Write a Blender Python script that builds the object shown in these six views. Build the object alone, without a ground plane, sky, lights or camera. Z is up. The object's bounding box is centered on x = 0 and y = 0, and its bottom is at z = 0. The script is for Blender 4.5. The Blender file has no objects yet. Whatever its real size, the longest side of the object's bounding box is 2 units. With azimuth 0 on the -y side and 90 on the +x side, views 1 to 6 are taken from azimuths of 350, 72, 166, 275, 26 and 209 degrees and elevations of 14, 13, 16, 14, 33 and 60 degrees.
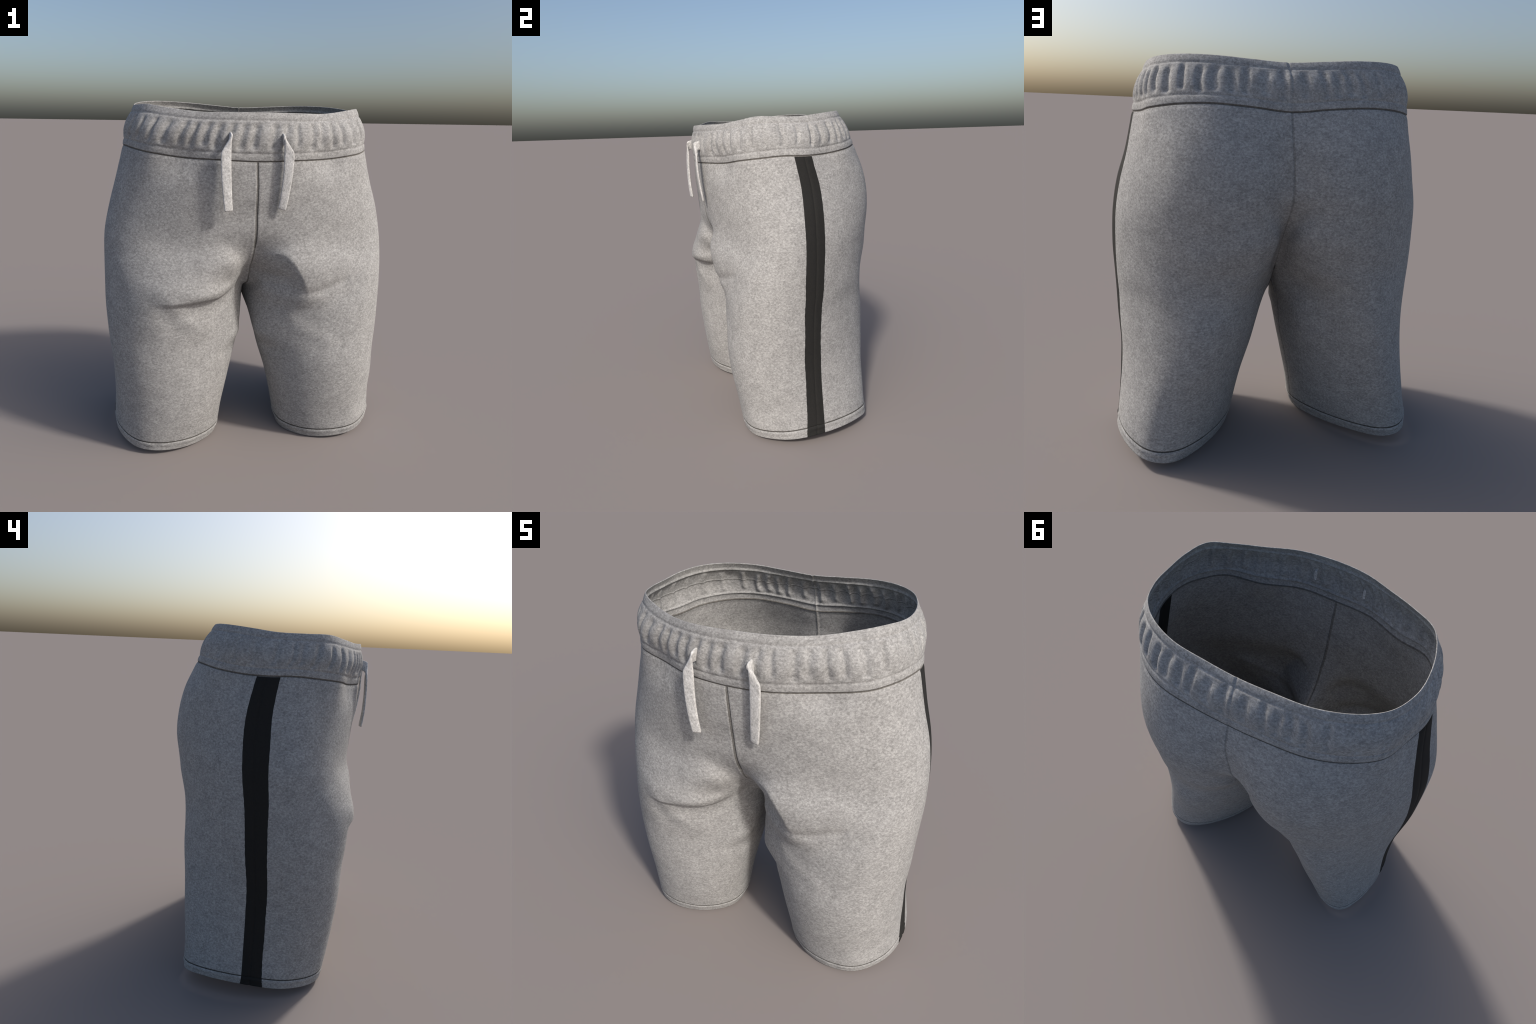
"""Grey heather sweat shorts with an elastic waistband, two flat drawcords and
a black side stripe on each leg.

The cloth is lofted through horizontal cross-sections (waist rim -> hem).  Each
section is described for one half of the garment, from the centre-front seam
round the hip to the centre-back seam; below the crotch the half section closes
into a leg tube that starts and ends at the inseam.  Both halves share the
sections; a small "sway" makes the left and right half differ a little.
Gathers, seams, casing lines, hems and crotch folds are displaced into the fine
cloth, then the faces are split into the sewn parts.
"""
import bpy
import numpy as np

STATIONS = 12          # intervals between centre front and centre back
CROTCH = 8             # section at which both centre seams meet
SEAM, STITCH, EDGE = 2.0, 13.0, 14.0


def section(points, sway_x, sway_y, sway_z):
    return np.array(points, float), sway_x, sway_y, sway_z


SECTIONS = [
    # rim of the waistband
    section([(.000, -.505, 1.929), (.167, -.490, 1.928), (.319, -.435, 1.929), (.451, -.365, 1.945),
             (.556, -.287, 1.962), (.606, -.174, 1.960), (.622, -.045, 1.960), (.611, .074, 1.973),
             (.562, .190, 1.986), (.461, .275, 1.993), (.318, .327, 1.990), (.159, .337, 1.980),
             (.000, .339, 1.971)],
            sway_x=(.006, .010, .011, -.002), sway_y=(.006, .013, .003, .000), sway_z=(-.006, .003)),
    # middle of the waistband
    section([(.000, -.530, 1.815), (.186, -.514, 1.818), (.363, -.459, 1.826), (.516, -.388, 1.838),
             (.615, -.289, 1.848), (.661, -.167, 1.854), (.674, -.035, 1.857), (.657, .100, 1.863),
             (.603, .226, 1.880), (.496, .325, 1.894), (.349, .382, 1.895), (.178, .405, 1.889),
             (.000, .410, 1.885)],
            sway_x=(-.004, .002, .002, -.005), sway_y=(.006, .004, -.005, .011), sway_z=(-.006, .001)),
    # waist seam
    section([(.000, -.514, 1.691), (.196, -.500, 1.697), (.376, -.427, 1.702), (.541, -.374, 1.722),
             (.628, -.269, 1.736), (.679, -.150, 1.746), (.692, -.022, 1.743), (.655, .115, 1.747),
             (.607, .255, 1.765), (.492, .362, 1.784), (.347, .425, 1.791), (.176, .439, 1.781),
             (.000, .436, 1.765)],
            sway_x=(-.006, -.006, .000, -.006), sway_y=(-.005, -.004, .002, .013), sway_z=(-.007, -.001)),
    # high hip
    section([(.000, -.508, 1.565), (.212, -.494, 1.564), (.410, -.441, 1.565), (.575, -.362, 1.569),
             (.681, -.255, 1.572), (.729, -.131, 1.575), (.728, .005, 1.576), (.690, .152, 1.584),
             (.617, .298, 1.600), (.504, .423, 1.622), (.350, .493, 1.639), (.176, .498, 1.642),
             (.000, .476, 1.638)],
            sway_x=(-.007, -.005, .002, -.004), sway_y=(-.003, .000, .003, -.004), sway_z=(-.012, .002)),
    # hip
    section([(.000, -.486, 1.431), (.223, -.479, 1.427), (.431, -.437, 1.421), (.604, -.361, 1.417),
             (.722, -.258, 1.417), (.775, -.139, 1.420), (.770, .004, 1.424), (.721, .160, 1.430),
             (.633, .316, 1.444), (.509, .450, 1.464), (.346, .530, 1.483), (.170, .533, 1.498),
             (.000, .480, 1.507)],
            sway_x=(-.008, -.002, -.002, -.002), sway_y=(-.003, -.002, .002, .001), sway_z=(-.016, .004)),
    # seat
    section([(.000, -.456, 1.286), (.236, -.467, 1.279), (.448, -.427, 1.265), (.629, -.363, 1.260),
             (.754, -.265, 1.260), (.806, -.146, 1.264), (.798, -.002, 1.268), (.747, .158, 1.276),
             (.652, .314, 1.290), (.517, .447, 1.309), (.349, .531, 1.331), (.172, .527, 1.356),
             (.000, .457, 1.372)],
            sway_x=(-.010, .002, -.002, -.002), sway_y=(-.004, -.002, .000, .016), sway_z=(-.019, .004)),
    # upper crotch
    section([(.000, -.348, 1.121), (.138, -.479, 1.150), (.321, -.491, 1.126), (.538, -.437, 1.113),
             (.718, -.340, 1.109), (.808, -.188, 1.108), (.809, -.011, 1.111), (.742, .174, 1.121),
             (.615, .350, 1.137), (.437, .481, 1.156), (.238, .515, 1.179), (.078, .450, 1.203),
             (.000, .314, 1.194)],
            sway_x=(-.012, .002, -.001, -.005), sway_y=(-.007, -.008, -.005, .041), sway_z=(-.022, .002)),
    # lower crotch
    section([(.000, -.176, .977), (.118, -.394, 1.014), (.248, -.487, .996), (.468, -.479, .980),
             (.674, -.398, .969), (.801, -.229, .966), (.811, -.021, .969), (.734, .186, .978),
             (.583, .370, .991), (.390, .467, 1.008), (.187, .439, 1.029), (.081, .333, 1.041),
             (.000, .169, 1.011)],
            sway_x=(-.013, .002, .000, -.002), sway_y=(-.017, -.016, -.013, .105), sway_z=(-.019, -.003)),
    # crotch point
    section([(.000, .012, .887), (.064, -.265, .884), (.235, -.424, .872), (.453, -.476, .858),
             (.651, -.422, .849), (.793, -.257, .846), (.810, -.032, .850), (.721, .192, .860),
             (.572, .381, .873), (.399, .456, .889), (.217, .390, .904), (.085, .208, .908),
             (.000, .012, .887)],
            sway_x=(-.020, -.005, .001, .002), sway_y=(-.008, -.001, .000, .035), sway_z=(-.012, -.003)),
    # upper thigh
    section([(.048, -.028, .733), (.057, -.256, .717), (.236, -.404, .711), (.454, -.465, .703),
             (.652, -.419, .698), (.789, -.260, .696), (.803, -.039, .700), (.724, .188, .709),
             (.587, .377, .720), (.428, .458, .734), (.259, .380, .745), (.116, .198, .744),
             (.048, -.028, .733)],
            sway_x=(-.023, -.006, .002, .007), sway_y=(-.003, .001, -.005, .023), sway_z=(-.003, .000)),
    # thigh
    section([(.081, -.030, .548), (.102, -.243, .539), (.253, -.401, .534), (.454, -.465, .531),
             (.647, -.420, .530), (.778, -.260, .532), (.794, -.037, .536), (.732, .192, .542),
             (.609, .375, .551), (.460, .442, .561), (.300, .361, .568), (.157, .186, .562),
             (.081, -.030, .548)],
            sway_x=(-.019, -.002, .006, .008), sway_y=(.000, .001, .000, -.003), sway_z=(-.001, .003)),
    # lower thigh
    section([(.126, -.036, .380), (.143, -.241, .371), (.276, -.395, .368), (.465, -.451, .369),
             (.650, -.403, .374), (.778, -.246, .381), (.798, -.028, .386), (.747, .197, .389),
             (.639, .373, .394), (.499, .419, .400), (.339, .344, .401), (.199, .174, .394),
             (.126, -.036, .380)],
            sway_x=(-.016, -.002, .006, .009), sway_y=(-.003, .001, .004, -.006), sway_z=(-.001, .002)),
    # above the hem
    section([(.160, -.047, .219), (.178, -.239, .210), (.302, -.379, .211), (.480, -.426, .215),
             (.654, -.384, .223), (.776, -.227, .235), (.808, -.011, .247), (.768, .208, .248),
             (.668, .373, .243), (.531, .404, .241), (.374, .325, .239), (.234, .157, .231),
             (.160, -.047, .219)],
            sway_x=(-.015, -.002, .005, .009), sway_y=(-.003, .004, .002, .005), sway_z=(-.003, .000)),
    # hem stitch line
    section([(.185, -.054, .075), (.203, -.230, .067), (.329, -.356, .070), (.502, -.403, .076),
             (.666, -.362, .085), (.787, -.204, .105), (.821, .008, .128), (.787, .217, .131),
             (.692, .373, .116), (.559, .399, .105), (.406, .308, .103), (.267, .137, .091),
             (.185, -.054, .075)],
            sway_x=(-.015, -.001, .005, .010), sway_y=(-.004, .006, -.001, .008), sway_z=(-.005, -.001)),
    # hem edge
    section([(.205, -.056, .006), (.217, -.220, .005), (.347, -.343, .008), (.518, -.393, .021),
             (.675, -.346, .031), (.794, -.181, .051), (.825, .026, .075), (.787, .227, .078),
             (.700, .376, .064), (.571, .397, .044), (.427, .300, .036), (.285, .128, .022),
             (.205, -.056, .006)],
            sway_x=(-.015, -.003, .005, .012), sway_y=(-.002, .006, -.001, .005), sway_z=(-.007, .002)),
]

# where the black stripe runs: station of its front and back border on every
# section from the waist seam (2) down to the hem edge (14), right and left leg
STRIPE_FRONT = ([5.49, 5.48, 5.49, 5.52, 5.61, 5.71, 5.77, 5.78, 5.76, 5.74, 5.68, 5.59, 5.47],
                [5.54, 5.58, 5.64, 5.69, 5.75, 5.81, 5.85, 5.86, 5.86, 5.82, 5.74, 5.63, 5.52])
STRIPE_BACK = ([6.31, 6.32, 6.34, 6.33, 6.28, 6.26, 6.27, 6.25, 6.23, 6.21, 6.16, 6.10, 6.01],
               [6.46, 6.49, 6.56, 6.57, 6.47, 6.40, 6.37, 6.36, 6.34, 6.30, 6.23, 6.15, 6.11])

# stations of the gathers in the waistband and how deep each one is (0..1)
GATHERS = ([(.36, .9), (.68, .7), (1.02, .7), (1.5, .75), (1.8, .7), (2.18, .7), (2.55, .8), (3.05, .6),
            (3.62, .6), (4.2, .3), (5.0, .45), (5.68, .5), (6.33, .8), (6.8, .6), (7.33, .8), (7.75, .8),
            (8.15, .9), (8.65, 1.), (9.15, 1.), (9.65, 1.), (10.05, .9), (10.5, .9), (10.85, .8),
            (11.33, .7), (11.78, .6)],
           [(.17, .9), (.5, .8), (.83, .8), (1.17, 1.), (1.5, 1.), (1.83, 1.), (2.17, .9), (2.68, 1.),
            (3.2, .9), (3.75, .8), (4.42, .6), (5.0, .5), (5.36, .35), (6.0, .35), (6.8, .25), (7.5, .25),
            (8.2, .3), (8.9, .35), (9.65, .6), (10.15, .8), (10.5, .8), (10.83, .8), (11.17, .8), (11.67, .7)])


# ----------------------------------------------------------------- the loft
def half_nets():
    """Control nets of the right (x > 0) and left half."""
    psi = np.pi * np.arange(STATIONS + 1) / STATIONS
    phi = 2 * psi
    one = np.ones_like(psi)
    nets = [[], []]
    for k, (pts, sx, sy, sz) in enumerate(SECTIONS):
        if k < CROTCH:
            bx = [one, np.cos(psi), np.cos(2 * psi), np.cos(3 * psi)]
            by = [np.sin(psi), np.sin(2 * psi), np.sin(3 * psi)]
            bz = by[:2]
        elif k == CROTCH:
            bx = [one, np.cos(phi), np.sin(phi), np.cos(2 * phi)]
            by = [np.sin(psi) ** 2, np.sin(phi), np.sin(2 * phi)]
            bz = by[:2]
        else:
            bx = [one, np.cos(phi), np.sin(phi), np.cos(2 * phi)]
            by = [one, np.cos(phi), np.sin(phi)]
            bz = [one, np.sin(phi)]
        by = by + [np.sin(psi) * np.exp(-((np.arange(STATIONS + 1) - 2.7) / 1.3) ** 2)]   # front of the thigh
        ax = sum(c * b for c, b in zip(sx, bx))
        ay = sum(c * b for c, b in zip(sy, by))
        az = sum(c * b for c, b in zip(sz, bz))
        for side, sign in ((0, 1), (1, -1)):
            p = np.stack([sign * pts[:, 0] + ax, pts[:, 1] + sign * ay, pts[:, 2] + sign * az], -1)
            if k >= CROTCH:
                p[-1] = p[0]
            nets[side].append(p)
    nets = np.array(nets)
    nets[1, :CROTCH + 1, 0] = nets[0, :CROTCH + 1, 0]
    nets[1, :CROTCH + 1, -1] = nets[0, :CROTCH + 1, -1]
    return nets


def catmull(f):
    return np.stack([-.5 * f + f * f - .5 * f ** 3, 1 - 2.5 * f * f + 1.5 * f ** 3,
                     .5 * f + 2 * f * f - 1.5 * f ** 3, -.5 * f * f + .5 * f ** 3], -1)


def loft(nets, side, v, t):
    """Point of the cloth at section coordinate v and station t (arrays)."""
    rows = nets.shape[1]
    # extend every section by one station across its seam
    net = np.zeros((rows, STATIONS + 3, 3))
    net[:, 1:-1] = nets[side]
    for k in range(rows):
        if k < CROTCH:
            net[k, 0], net[k, -1] = nets[1 - side, k, 1], nets[1 - side, k, -2]
        else:
            net[k, 0], net[k, -1] = nets[side, k, -2], nets[side, k, 1]
    net = np.concatenate([2 * net[:1] - net[1:2], net, 2 * net[-1:] - net[-2:-1]])
    k = np.minimum(v.astype(int), rows - 2)
    j = np.minimum(t.astype(int), STATIONS - 1)
    wv, wt = catmull(v - k), catmull(t - j)
    out = np.zeros(v.shape + (3,))
    for a in range(4):
        for b in range(4):
            out += (wv[..., a] * wt[..., b])[..., None] * net[k + a, j + b]
    return out


def smooth(x, a, b):
    x = np.clip((x - a) / (b - a), 0, 1)
    return x * x * (3 - 2 * x)


def bump(x, c, s):
    return np.exp(-((x - c) / s) ** 2)


# ------------------------------------------------------------ cloth samples
def runs(*pieces):
    out = [np.array([pieces[0][0]])]
    for a, b, n in pieces:
        out.append(np.linspace(a, b, n + 1)[1:])
    return np.concatenate(out)


SEAM_TOP, SEAM_LOW = 1.966, 2.026
HEM_TOP, HEM_LOW = 12.980, 13.055
ROWS = runs((0, .94, 30), (.94, .965, 1), (.965, 1.86, 30), (1.86, SEAM_TOP, 8), (SEAM_TOP, SEAM_LOW, 4),
            (SEAM_LOW, 2.3, 12), (2.3, 5.5, 66), (5.5, 8, 66), (8, 12.8, 96), (12.8, HEM_TOP, 10),
            (HEM_TOP, HEM_LOW, 4), (HEM_LOW, EDGE, 14))
# the columns follow the stripe: front panel, stripe, back panel
SEAM_W = .04
FRONT_COLS = runs((0, .0055, 4), (.0055, .04, 6), (.04, .96, 96), (.96, 1, 6))
STRIPE_COLS = runs((0, .50, 8), (.50, .62, 6), (.62, 1, 6))
BACK_COLS = 1 - FRONT_COLS[::-1]


def station_grid(side):
    vv = np.clip(ROWS, 2, 14)
    k = np.minimum((vv - 2).astype(int), 11)
    w = catmull(vv - 2 - k)
    curve = lambda c: sum(w[:, i] * np.pad(np.array(c), 1, mode='edge')[k + i] for i in range(4))
    tf, tb = curve(STRIPE_FRONT[side]), curve(STRIPE_BACK[side])
    # borders sewn by hand waver a little
    wob = .008 * np.sin(vv * 3.7 + side) + .006 * np.sin(vv * 17.0 + 2 * side)
    fade = smooth(vv, 2, 2.4)
    tf, tb = tf + wob * fade * .5, tb + wob[::-1] * fade * .5
    t = np.concatenate([tf[:, None] * FRONT_COLS[None, :-1],
                        tf[:, None] + (tb - tf)[:, None] * STRIPE_COLS[None, :],
                        tb[:, None] + (STATIONS - tb)[:, None] * BACK_COLS[None, 1:]], 1)
    v = np.repeat(ROWS[:, None], t.shape[1], 1)
    return v, t, tf, tb


def stroke(x, z, line, width):
    """Soft brush stroke along a polyline in the front (x, z) plane: 1 on the line."""
    best = np.full(x.shape, 1e9)
    for (x0, z0), (x1, z1) in zip(line[:-1], line[1:]):
        dx, dz = x1 - x0, z1 - z0
        f = np.clip(((x - x0) * dx + (z - z0) * dz) / (dx * dx + dz * dz), 0, 1)
        best = np.minimum(best, np.hypot(x - x0 - f * dx, z - z0 - f * dz))
    return np.exp(-(best / width) ** 2)


def crotch_folds(p):
    """Folds where the rise meets the thighs; the cloth is pushed along y."""
    x, y, z = p[..., 0] + .008, p[..., 1].copy(), p[..., 2]
    r = np.abs(x)
    front = smooth(-y, .05, .22)
    # right thigh: sharp ridge from the fly down to the thigh, flat facet inside it
    ridge_x = np.interp(z, [.88, .97, 1.02, 1.06, 1.10, 1.16, 1.20, 1.25, 1.29], [.30, .295, .278, .261, .24, .20, .165, .10, .06])
    ridge_y = np.interp(z, [.88, 1.02, 1.10, 1.16, 1.20, 1.25, 1.29], [-.44, -.505, -.512, -.505, -.487, -.465, -.46])
    seam_y = np.interp(z, [.88, .95, 1.03, 1.11, 1.20, 1.28], [0, -.14, -.235, -.325, -.405, -.452])
    u = np.clip(r / ridge_x, 0, 1)
    facet = seam_y + (ridge_y - seam_y) * u ** np.interp(z, [.88, .98, 1.06], [.3, .62, 1.12])
    w = smooth(z, .88, 1.02) * (1 - smooth(z, 1.23, 1.29)) * (x > 0) * (r < ridge_x) * (y < .02)
    y = y + .95 * w * (np.maximum(facet, y) - y)
    # left thigh: the bulge hangs over a crease that runs out from the crotch
    edge = np.interp(r, [0, .06, .11, .20, .26, .34, .42, .50, .60], [1.06, 1.025, .995, .958, .958, .956, .954, .95, .945])
    below = edge - z
    deep = np.interp(r, [0, .05, .12, .20, .28, .36, .45, .56], [0, .008, .018, .030, .032, .026, .015, 0])
    y = y + (x < 0) * front * deep * smooth(below, -.012, .022) * np.exp(-(np.maximum(below, 0) / .105) ** 2)
    y = y - (x < 0) * front * .013 * np.interp(r, [.02, .09, .16, .30, .42], [0, .7, 1, .8, 0]) * np.exp(-((below + .036) / .032) ** 2)
    # right thigh: shallow crease from the foot of the ridge towards the hip
    right, left = front * (x > 0), front * (x < 0)
    y = y + right * .008 * stroke(r, z, [(.29, .975), (.37, .985), (.44, 1.01), (.52, 1.03)], .028)
    y = y - right * .005 * stroke(r, z, [(.27, .93), (.20, .85)], .04)
    y = y - right * .005 * stroke(r, z, [(.20, .80), (.30, .73), (.42, .68)], .04)
    # left thigh: dent that runs down from the outer end of the crease
    y = y + left * .004 * stroke(r, z, [(.56, .97), (.51, .90), (.44, .81)], .05)
    y = y - left * .006 * stroke(r, z, [(.42, .92), (.37, .85), (.30, .78)], .05)
    # gusset: the crotch seam runs straight down and under
    mid = np.exp(-(r / .07) ** 2) * (p[..., 1] < .05) * smooth(z, .86, .92)
    y = y + mid * (.018 * np.exp(-((z - 1.09) / .04) ** 2) - .03 * np.exp(-((z - .96) / .05) ** 2))
    out = p.copy()
    out[..., 1] = y
    # fuller inner back of the left thigh
    full = .020 * np.exp(-((p[..., 1] - .21) / .10) ** 2 - ((z - .66) / .15) ** 2) * (x < 0) * (r < .33)
    out[..., 0] += full
    out[..., 1] += .3 * full
    # inner thigh: cloth bunches above a step
    out[..., 0] -= np.sign(x) * front * (.012 * np.exp(-((r - .06) / .07) ** 2 - ((z - .685) / .035) ** 2)
                                        - .013 * np.exp(-((r - .11) / .07) ** 2 - ((z - .59) / .04) ** 2)) * smooth(-y, .18, .26)
    return out


NETS = half_nets()
GRID = [station_grid(s) for s in (0, 1)]
BASE = [crotch_folds(loft(NETS, s, GRID[s][0], GRID[s][1])) for s in (0, 1)]
NR, NCOL = GRID[0][1].shape
CROTCH_ROW = int(np.argmin(abs(ROWS - CROTCH)))
A0, B0 = len(FRONT_COLS) - 1, len(FRONT_COLS) - 1 + len(STRIPE_COLS) - 1

# vertex numbers, welded along the centre seams and the inseams
ids = np.arange(2 * NR * NCOL).reshape(2, NR, NCOL).copy()
ids[1, :CROTCH_ROW + 1, 0] = ids[0, :CROTCH_ROW + 1, 0]
ids[1, :CROTCH_ROW + 1, -1] = ids[0, :CROTCH_ROW + 1, -1]
ids[:, CROTCH_ROW:, -1] = ids[:, CROTCH_ROW:, 0]
ids[1, CROTCH_ROW, [0, -1]] = ids[0, CROTCH_ROW, 0]
ids[0, CROTCH_ROW, -1] = ids[0, CROTCH_ROW, 0]


def quads(side):
    i = ids[side]
    q = np.stack([i[:-1, :-1], i[1:, :-1], i[1:, 1:], i[:-1, 1:]], -1)
    return q if side == 0 else q[..., ::-1]


QUADS = [quads(0), quads(1)]


def vertex_normals(pos, faces):
    a, b, c, d = (pos[faces[:, i]] for i in range(4))
    n = np.cross(c - a, d - b)
    out = np.zeros_like(pos)
    for i in range(4):
        np.add.at(out, faces[:, i], n)
    return out / np.maximum(np.linalg.norm(out, axis=1, keepdims=True), 1e-12)


flat = np.concatenate([BASE[0].reshape(-1, 3), BASE[1].reshape(-1, 3)])
all_quads = np.concatenate([QUADS[0].reshape(-1, 4), QUADS[1].reshape(-1, 4)])
normals = vertex_normals(flat, all_quads)


# ------------------------------------------------------------ surface relief
def gathers(side, v, t):
    d = np.zeros_like(v)
    own, other = GATHERS[side], GATHERS[1 - side]
    near = [(-c, k) for c, k in other if c < .4] + [(2 * STATIONS - c, k) for c, k in other if c > STATIONS - .5]
    for n, (c, depth) in enumerate(own + near):
        n = n if n < len(own) else (0 if c < 0 else len(other) - 1)
        lean = (.03 * np.sin(n * 2.3 + side) * (v - 1) + .012 * np.sin(v * 6 + n * 1.7)) * smooth(t, .1, .7) * (1 - smooth(t, 11.3, 11.9))
        width = .088 + .02 * np.sin(n * 1.9 + 1)
        top, low = .46 + .08 * np.sin(n * 3.1), 1.62 + .06 * np.sin(n * 2.7)
        env = smooth(v, top - .12, top + .22) * (1 - smooth(v, low - .25, low + .03))
        d -= (.3 + .7 * depth) * env * np.exp(-((t - c + lean) / width) ** 2)
    return d


def relief(side, inner):
    v, t, tf, tb = GRID[side]
    p = BASE[side]
    d = np.zeros_like(v)
    g = gathers(side, v, t)
    band = 1 - smooth(v, SEAM_TOP - .01, SEAM_LOW)
    # elastic casing: rolled rim, stitched channel, gathered body, flat lower strip
    d += band * (.0015 * bump(v, .14, .14) - .0035 * bump(v, .34, .05)
                 + .0025 * smooth(v, .40, .75) * (1 - smooth(v, 1.3, 1.66))
                 - .003 * bump(v, 1.70, .05) + .001 * bump(v, 1.86, .10))
    d += .016 * g * band
    # waist seam, hem stitch
    d -= .0045 * bump(v, 2.0, .026) + .002 * bump(v, 2.06, .05)
    hem_v = np.where(v < STITCH, (v - STITCH) * .15, (v - STITCH) * .065)     # metres from the stitch line
    d -= .005 * bump(hem_v, 0, .0035)
    d += .0025 * bump(hem_v, .014, .012) * (1 + .5 * np.sin(t * 9 + 1.3 * np.sin(t * 4)))
    # centre seams and inseam
    step = np.linalg.norm(np.diff(p, axis=1), axis=-1)
    arc = np.concatenate([np.zeros((NR, 1)), np.cumsum(step, 1)], 1)
    from_front, from_back = arc, arc[:, -1:] - arc
    rise = smooth(v, 2.0, 2.08) * (1 - smooth(v, 7.6, 8))
    leg = smooth(v, 7.6, 8.0)
    d -= (.0038 * rise * (1 - .7 * smooth(v, 5.1, 5.6)) + .002 * leg) * bump(from_front, 0, .0055)
    lip = .0012 if side else .0005
    d += lip * rise * bump(from_front, .014, .006)
    back = 1 - smooth(v, 7.6, 8)
    d -= (.003 * back + .002 * leg) * bump(from_back, 0, .0055)
    d += .0015 * back * bump(from_back, .013, .007) * (side == 0)
    # ridge seam down the middle of the stripe
    where = (t - tf[:, None]) / (tb - tf)[:, None]
    d += smooth(v, SEAM_LOW, 2.1) * (.001 * smooth(where, .56, .70) * (1 - smooth(where, .70, 1.0))
                                    - .0028 * bump(where, .56, .05))
    if inner:
        d -= .003 * bump(v, .952, .014) * smooth(t, 3.5, 4.5)
        d -= .003 * (bump(v, .34, .04) + bump(v, 1.70, .04))
    # slow unevenness of soft jersey
    x, y, z = p[..., 0], p[..., 1], p[..., 2]
    soft = np.sin(7 * x + 5 * z + 2 * side) * np.sin(6 * y - 7 * z) + .6 * np.sin(13 * x - 9 * z) * np.sin(11 * y + 8 * z + side)
    d += .0016 * soft * smooth(v, 2.1, 2.6) * (1 - smooth(v, 12, 13))
    return d


def displaced(inner):
    d = np.concatenate([relief(0, inner).ravel(), relief(1, inner).ravel()])
    if inner:                      # the inner face lies one cloth thickness inside
        v = np.concatenate([GRID[0][0].ravel(), GRID[1][0].ravel()])
        thick = .003 + .0005 * (1 - smooth(v, 1.9, 2.1))
        d = d - thick
    return flat + normals * d[:, None]


outer, inner = displaced(False), displaced(True)
verts = np.concatenate([outer, inner])
verts[:, 2] = (verts[:, 2] - verts[:, 2].min()) * 2.0 / np.ptp(verts[:, 2])      # stands on z = 0, 2 m tall
N = len(flat)


# ----------------------------------------------------------------- materials
def node(tree, kind, **inputs):
    n = tree.nodes.new(kind)
    for key, val in inputs.items():
        n.inputs[key.replace('_', ' ')].default_value = val
    return n


def principled(name):
    m = bpy.data.materials.new(name)
    m.use_nodes = True
    return m, m.node_tree, m.node_tree.nodes['Principled BSDF']


def heather(name, dark, mid, light, stretch=(1, 1, 1.35), bump_strength=.35):
    """Brushed heather jersey: pale and dark fibres blended in small flecks."""
    m, t, bsdf = principled(name)
    link = t.links.new
    coord = t.nodes.new('ShaderNodeTexCoord')
    mapping = t.nodes.new('ShaderNodeMapping')
    mapping.inputs['Scale'].default_value = stretch
    link(coord.outputs['Object'], mapping.inputs['Vector'])
    fleck = node(t, 'ShaderNodeTexNoise', Scale=82., Detail=3.5, Roughness=.62, Distortion=.5)
    fibre = node(t, 'ShaderNodeTexNoise', Scale=210., Detail=2., Roughness=.6, Distortion=.8)
    cloud = node(t, 'ShaderNodeTexNoise', Scale=15., Detail=2., Roughness=.5)
    for n in (fleck, fibre, cloud):
        link(mapping.outputs['Vector'], n.inputs['Vector'])

    def weigh(a, wa, b, wb):
        x = t.nodes.new('ShaderNodeMath'); x.operation = 'MULTIPLY'; x.inputs[1].default_value = wa
        y = t.nodes.new('ShaderNodeMath'); y.operation = 'MULTIPLY_ADD'; y.inputs[1].default_value = wb
        link(a, x.inputs[0]); link(b, y.inputs[0]); link(x.outputs[0], y.inputs[2])
        return y.outputs[0]
    mix = weigh(fleck.outputs['Fac'], .62, fibre.outputs['Fac'], .23)
    mix = weigh(mix, 1., cloud.outputs['Fac'], .15)
    ramp = t.nodes.new('ShaderNodeValToRGB')
    e = ramp.color_ramp.elements
    e[0].position, e[0].color = .375, (*dark, 1)
    e[1].position, e[1].color = .635, (*light, 1)
    c = e.new(.5); c.color = (*mid, 1)
    link(mix, ramp.inputs['Fac'])
    link(ramp.outputs['Color'], bsdf.inputs['Base Color'])
    b = t.nodes.new('ShaderNodeBump')
    b.inputs['Strength'].default_value = bump_strength
    b.inputs['Distance'].default_value = .004
    link(mix, b.inputs['Height'])
    link(b.outputs['Normal'], bsdf.inputs['Normal'])
    bsdf.inputs['Roughness'].default_value = .95
    bsdf.inputs['Specular IOR Level'].default_value = .25
    return m


def tape(name, base, other):
    """Dense dark knit tape with a faint vertical rib."""
    m, t, bsdf = principled(name)
    link = t.links.new
    coord = t.nodes.new('ShaderNodeTexCoord')
    noise = node(t, 'ShaderNodeTexNoise', Scale=160., Detail=3., Roughness=.6)
    link(coord.outputs['Object'], noise.inputs['Vector'])
    ramp = t.nodes.new('ShaderNodeValToRGB')
    e = ramp.color_ramp.elements
    e[0].position, e[0].color = .3, (*base, 1)
    e[1].position, e[1].color = .7, (*other, 1)
    link(noise.outputs['Fac'], ramp.inputs['Fac'])
    link(ramp.outputs['Color'], bsdf.inputs['Base Color'])
    b = t.nodes.new('ShaderNodeBump')
    b.inputs['Strength'].default_value = .2
    b.inputs['Distance'].default_value = .002
    link(noise.outputs['Fac'], b.inputs['Height'])
    link(b.outputs['Normal'], bsdf.inputs['Normal'])
    bsdf.inputs['Roughness'].default_value = .85
    bsdf.inputs['Specular IOR Level'].default_value = .25
    return m


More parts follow.
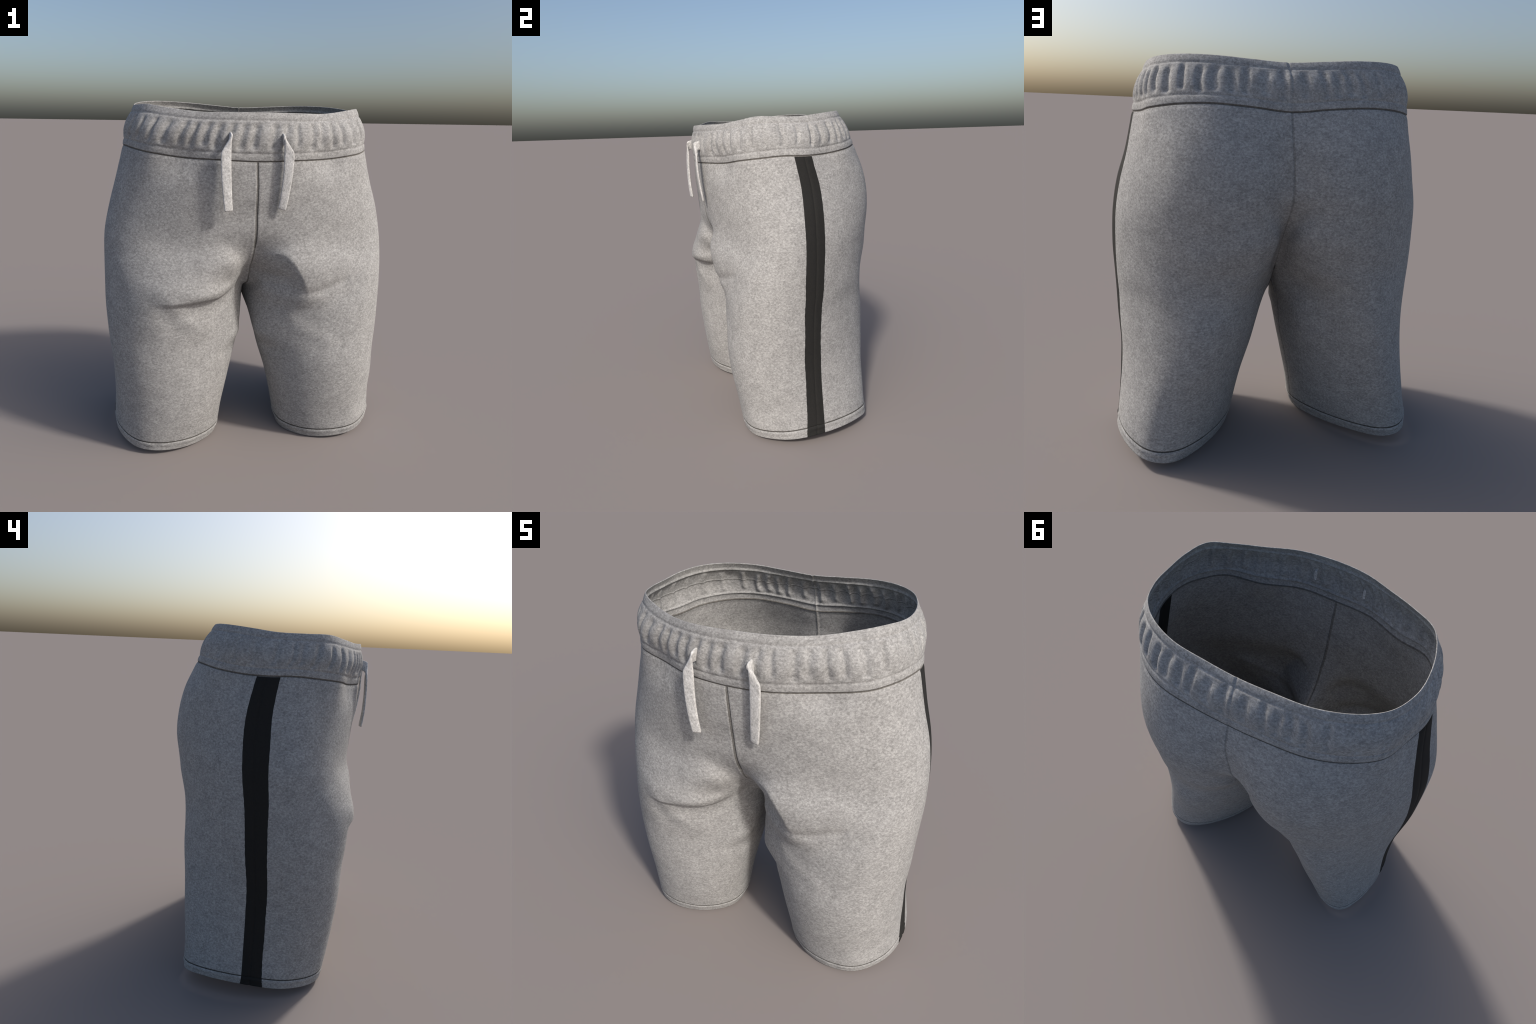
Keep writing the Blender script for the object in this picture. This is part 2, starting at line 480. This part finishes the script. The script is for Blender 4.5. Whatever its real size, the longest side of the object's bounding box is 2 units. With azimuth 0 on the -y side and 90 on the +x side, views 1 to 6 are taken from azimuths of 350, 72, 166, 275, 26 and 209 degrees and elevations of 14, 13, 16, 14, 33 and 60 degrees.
JERSEY = heather('heather_jersey', (.208, .206, .203), (.305, .302, .298), (.425, .421, .415))
DARK_LINE = heather('dark_waist_line', (.09, .085, .079), (.125, .118, .11), (.17, .161, .15), bump_strength=.2)  # darker grey for the narrow line between waistband and leg panels
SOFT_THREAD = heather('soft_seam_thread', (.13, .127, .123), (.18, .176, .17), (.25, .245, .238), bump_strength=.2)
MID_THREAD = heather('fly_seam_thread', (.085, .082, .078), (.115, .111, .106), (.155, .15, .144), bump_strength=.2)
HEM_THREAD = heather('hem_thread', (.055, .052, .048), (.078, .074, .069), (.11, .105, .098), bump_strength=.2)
FAINT_THREAD = heather('faint_seam_thread', (.165, .163, .16), (.235, .232, .228), (.32, .316, .31), bump_strength=.3)
STRIPE = tape('black_tape', (.013, .0128, .0122), (.019, .0185, .0175))
CORD = heather('pale_cord', (.34, .335, .33), (.50, .495, .488), (.68, .675, .668), stretch=(1.4, 1.4, 1.), bump_strength=.4)

# ---------------------------------------------------------------- sewn parts
# region of every face, by row and column
row_mid = .5 * (ROWS[1:] + ROWS[:-1])
ROW = np.repeat(row_mid[:, None], NCOL - 1, 1)
COL = np.repeat(np.arange(NCOL - 1)[None], NR - 1, 0)
SEAM_COLS = 4                                   # columns in a seam strip
region = []
for s in (0, 1):
    tag = '_left' if s else '_right'
    r = np.full(ROW.shape, 'leg_panel' + tag, dtype=object)
    edge_f, edge_b = COL < SEAM_COLS, COL >= NCOL - 1 - SEAM_COLS
    r[ROW > HEM_LOW] = 'hem_band' + tag
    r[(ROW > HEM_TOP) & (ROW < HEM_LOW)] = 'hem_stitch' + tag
    trunk = (ROW > SEAM_LOW) & (ROW < CROTCH)
    r[trunk & edge_f] = 'front_seam'
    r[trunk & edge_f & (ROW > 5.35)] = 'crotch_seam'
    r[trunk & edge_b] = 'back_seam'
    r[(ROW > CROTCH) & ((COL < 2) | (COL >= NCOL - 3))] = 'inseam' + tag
    r[(ROW > SEAM_LOW) & (COL >= A0) & (COL < B0)] = 'side_stripe' + tag
    r[ROW < SEAM_TOP] = 'waistband'
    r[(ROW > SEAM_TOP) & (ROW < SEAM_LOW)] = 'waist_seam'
    region.append(r)

face_list, face_part = [], []
for s in (0, 1):
    q = QUADS[s].reshape(-1, 4)
    part = region[s].reshape(-1)
    face_list += [q, q[:, ::-1] + N]
    inside = part.copy()
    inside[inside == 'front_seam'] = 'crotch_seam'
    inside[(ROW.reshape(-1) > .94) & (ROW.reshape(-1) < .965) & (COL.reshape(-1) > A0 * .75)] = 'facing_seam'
    face_part += [part, inside]
    # rolled edges at the rim and at the hem
    for row, fr in ((0, 0), (NR - 1, NR - 2)):
        i = ids[s, row]
        e = np.stack([i[:-1], i[1:], i[1:] + N, i[:-1] + N], -1)
        if (row == 0) == (s == 1):
            e = e[:, ::-1]
        face_list.append(e)
        face_part.append(region[s][fr])
faces = np.concatenate(face_list)
face_part = np.concatenate(face_part)
whole_normals = vertex_normals(verts, faces)

root = bpy.data.objects.new('sweat_shorts', None)
bpy.context.scene.collection.objects.link(root)
root['label'] = 'grey heather sweat shorts with black side stripes and drawcords'
root['category'] = 'shorts'

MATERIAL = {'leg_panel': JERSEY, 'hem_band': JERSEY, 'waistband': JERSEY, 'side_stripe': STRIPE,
            'waist_seam': DARK_LINE, 'hem_stitch': HEM_THREAD, 'front_seam': MID_THREAD, 'back_seam': FAINT_THREAD,
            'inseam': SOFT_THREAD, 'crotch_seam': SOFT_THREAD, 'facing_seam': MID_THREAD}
OBJECTS = {}


def add_part(kind, coords, polys, nrm, material, parent):
    me = bpy.data.meshes.new(kind)
    me.from_pydata(coords.tolist(), [], polys)
    me.materials.append(material)
    me.polygons.foreach_set('use_smooth', [True] * len(me.polygons))
    me.update()
    if nrm is not None:
        me.normals_split_custom_set_from_vertices([tuple(n) for n in nrm])
    ob = bpy.data.objects.new(kind, me)
    bpy.context.scene.collection.objects.link(ob)
    ob.parent = parent
    return ob


for part in ['waistband', 'leg_panel_right', 'leg_panel_left', 'side_stripe_right', 'side_stripe_left',
             'hem_band_right', 'hem_band_left', 'hem_stitch_right', 'hem_stitch_left', 'inseam_right', 'inseam_left',
             'waist_seam', 'front_seam', 'crotch_seam', 'back_seam', 'facing_seam']:
    sel = faces[face_part == part]
    used = np.unique(sel)
    remap = np.full(len(verts), -1)
    remap[used] = np.arange(len(used))
    polys = []
    for f in remap[sel].tolist():
        g = [a for n, a in enumerate(f) if a != f[n - 1]]
        if len(g) >= 3:
            polys.append(g)
    side = part.rsplit('_', 1)[-1]
    kind = part.replace('_right', '').replace('_left', '')
    parent = root
    if kind in ('side_stripe', 'hem_band', 'hem_stitch', 'inseam'):
        parent = OBJECTS['leg_panel_' + side]
    elif kind == 'facing_seam':
        parent = OBJECTS['waistband']
    OBJECTS[part] = add_part(kind, verts[used], polys, whole_normals[used], MATERIAL[kind], parent)


# ------------------------------------------------------------------ drawcords
def drawcord(stations):
    """Flat cord: leaves its eyelet on edge, twists and hangs face-on.

    stations: (centre, half-width vector) from the eyelet to the cut end."""
    c = np.array([s[0] for s in stations], float)
    w = np.array([s[1] for s in stations], float)
    n = len(c)
    u = np.linspace(0, n - 1, 90)
    k = np.minimum(u.astype(int), n - 2)
    wt = catmull(u - k)
    pad = lambda a: np.concatenate([2 * a[:1] - a[1:2], a, 2 * a[-1:] - a[-2:-1]])
    cc, ww = pad(c), pad(w)
    C = sum(wt[:, i:i + 1] * cc[k + i] for i in range(4))
    W = sum(wt[:, i:i + 1] * ww[k + i] for i in range(4))
    T = np.gradient(C, axis=0)
    T /= np.linalg.norm(T, axis=1, keepdims=True)
    H = np.cross(T, W)
    H /= np.linalg.norm(H, axis=1, keepdims=True)
    ring = 20
    a = 2 * np.pi * np.arange(ring) / ring
    ca, sa = np.cos(a), np.sin(a)
    cx = np.sign(ca) * abs(ca) ** .45
    cy = np.sign(sa) * abs(sa) ** .7
    half = .0065
    pinch = np.ones(len(u)); pinch[-1] = .86; pinch[-2] = .97
    P = C[:, None] + (W * pinch[:, None])[:, None] * cx[None, :, None] + (H * half * pinch[:, None])[:, None] * cy[None, :, None]
    pts = P.reshape(-1, 3)
    polys = []
    for i in range(len(u) - 1):
        for j in range(ring):
            polys.append([i * ring + j, i * ring + (j + 1) % ring, (i + 1) * ring + (j + 1) % ring, (i + 1) * ring + j])
    polys.append(list(range(ring))[::-1])
    polys.append([(len(u) - 1) * ring + j for j in range(ring)])
    ob = add_part('drawcord', pts, polys, None, CORD, root)
    bm_fix(ob)
    return ob


def bm_fix(ob):
    import bmesh
    bm = bmesh.new()
    bm.from_mesh(ob.data)
    bmesh.ops.recalc_face_normals(bm, faces=bm.faces)
    for f in bm.faces:
        f.smooth = len(f.verts) == 4
    bm.to_mesh(ob.data)
    bm.free()


drawcord([((-.157, -.503, 1.806), (.001, 0, .027)), ((-.158, -.520, 1.806), (.003, -.004, .028)),
          ((-.163, -.541, 1.797), (.010, -.010, .025)), ((-.175, -.546, 1.772), (.021, -.003, .017)),
          ((-.181, -.546, 1.730), (.0255, .002, .004)), ((-.181, -.549, 1.640), (.0255, .002, 0)),
          ((-.176, -.547, 1.540), (.0235, .003, 0)), ((-.168, -.538, 1.449), (.0215, .004, .001))])
drawcord([((.107, -.505, 1.802), (.001, 0, .027)), ((.108, -.522, 1.802), (-.003, -.004, .028)),
          ((.114, -.543, 1.793), (-.010, -.010, .025)), ((.127, -.547, 1.770), (-.021, -.003, .017)),
          ((.133, -.546, 1.728), (-.0255, .002, .004)), ((.131, -.543, 1.640), (-.0245, .001, .002)),
          ((.122, -.530, 1.540), (-.0225, .000, .003)), ((.110, -.513, 1.450), (-.0205, .002, .005))])
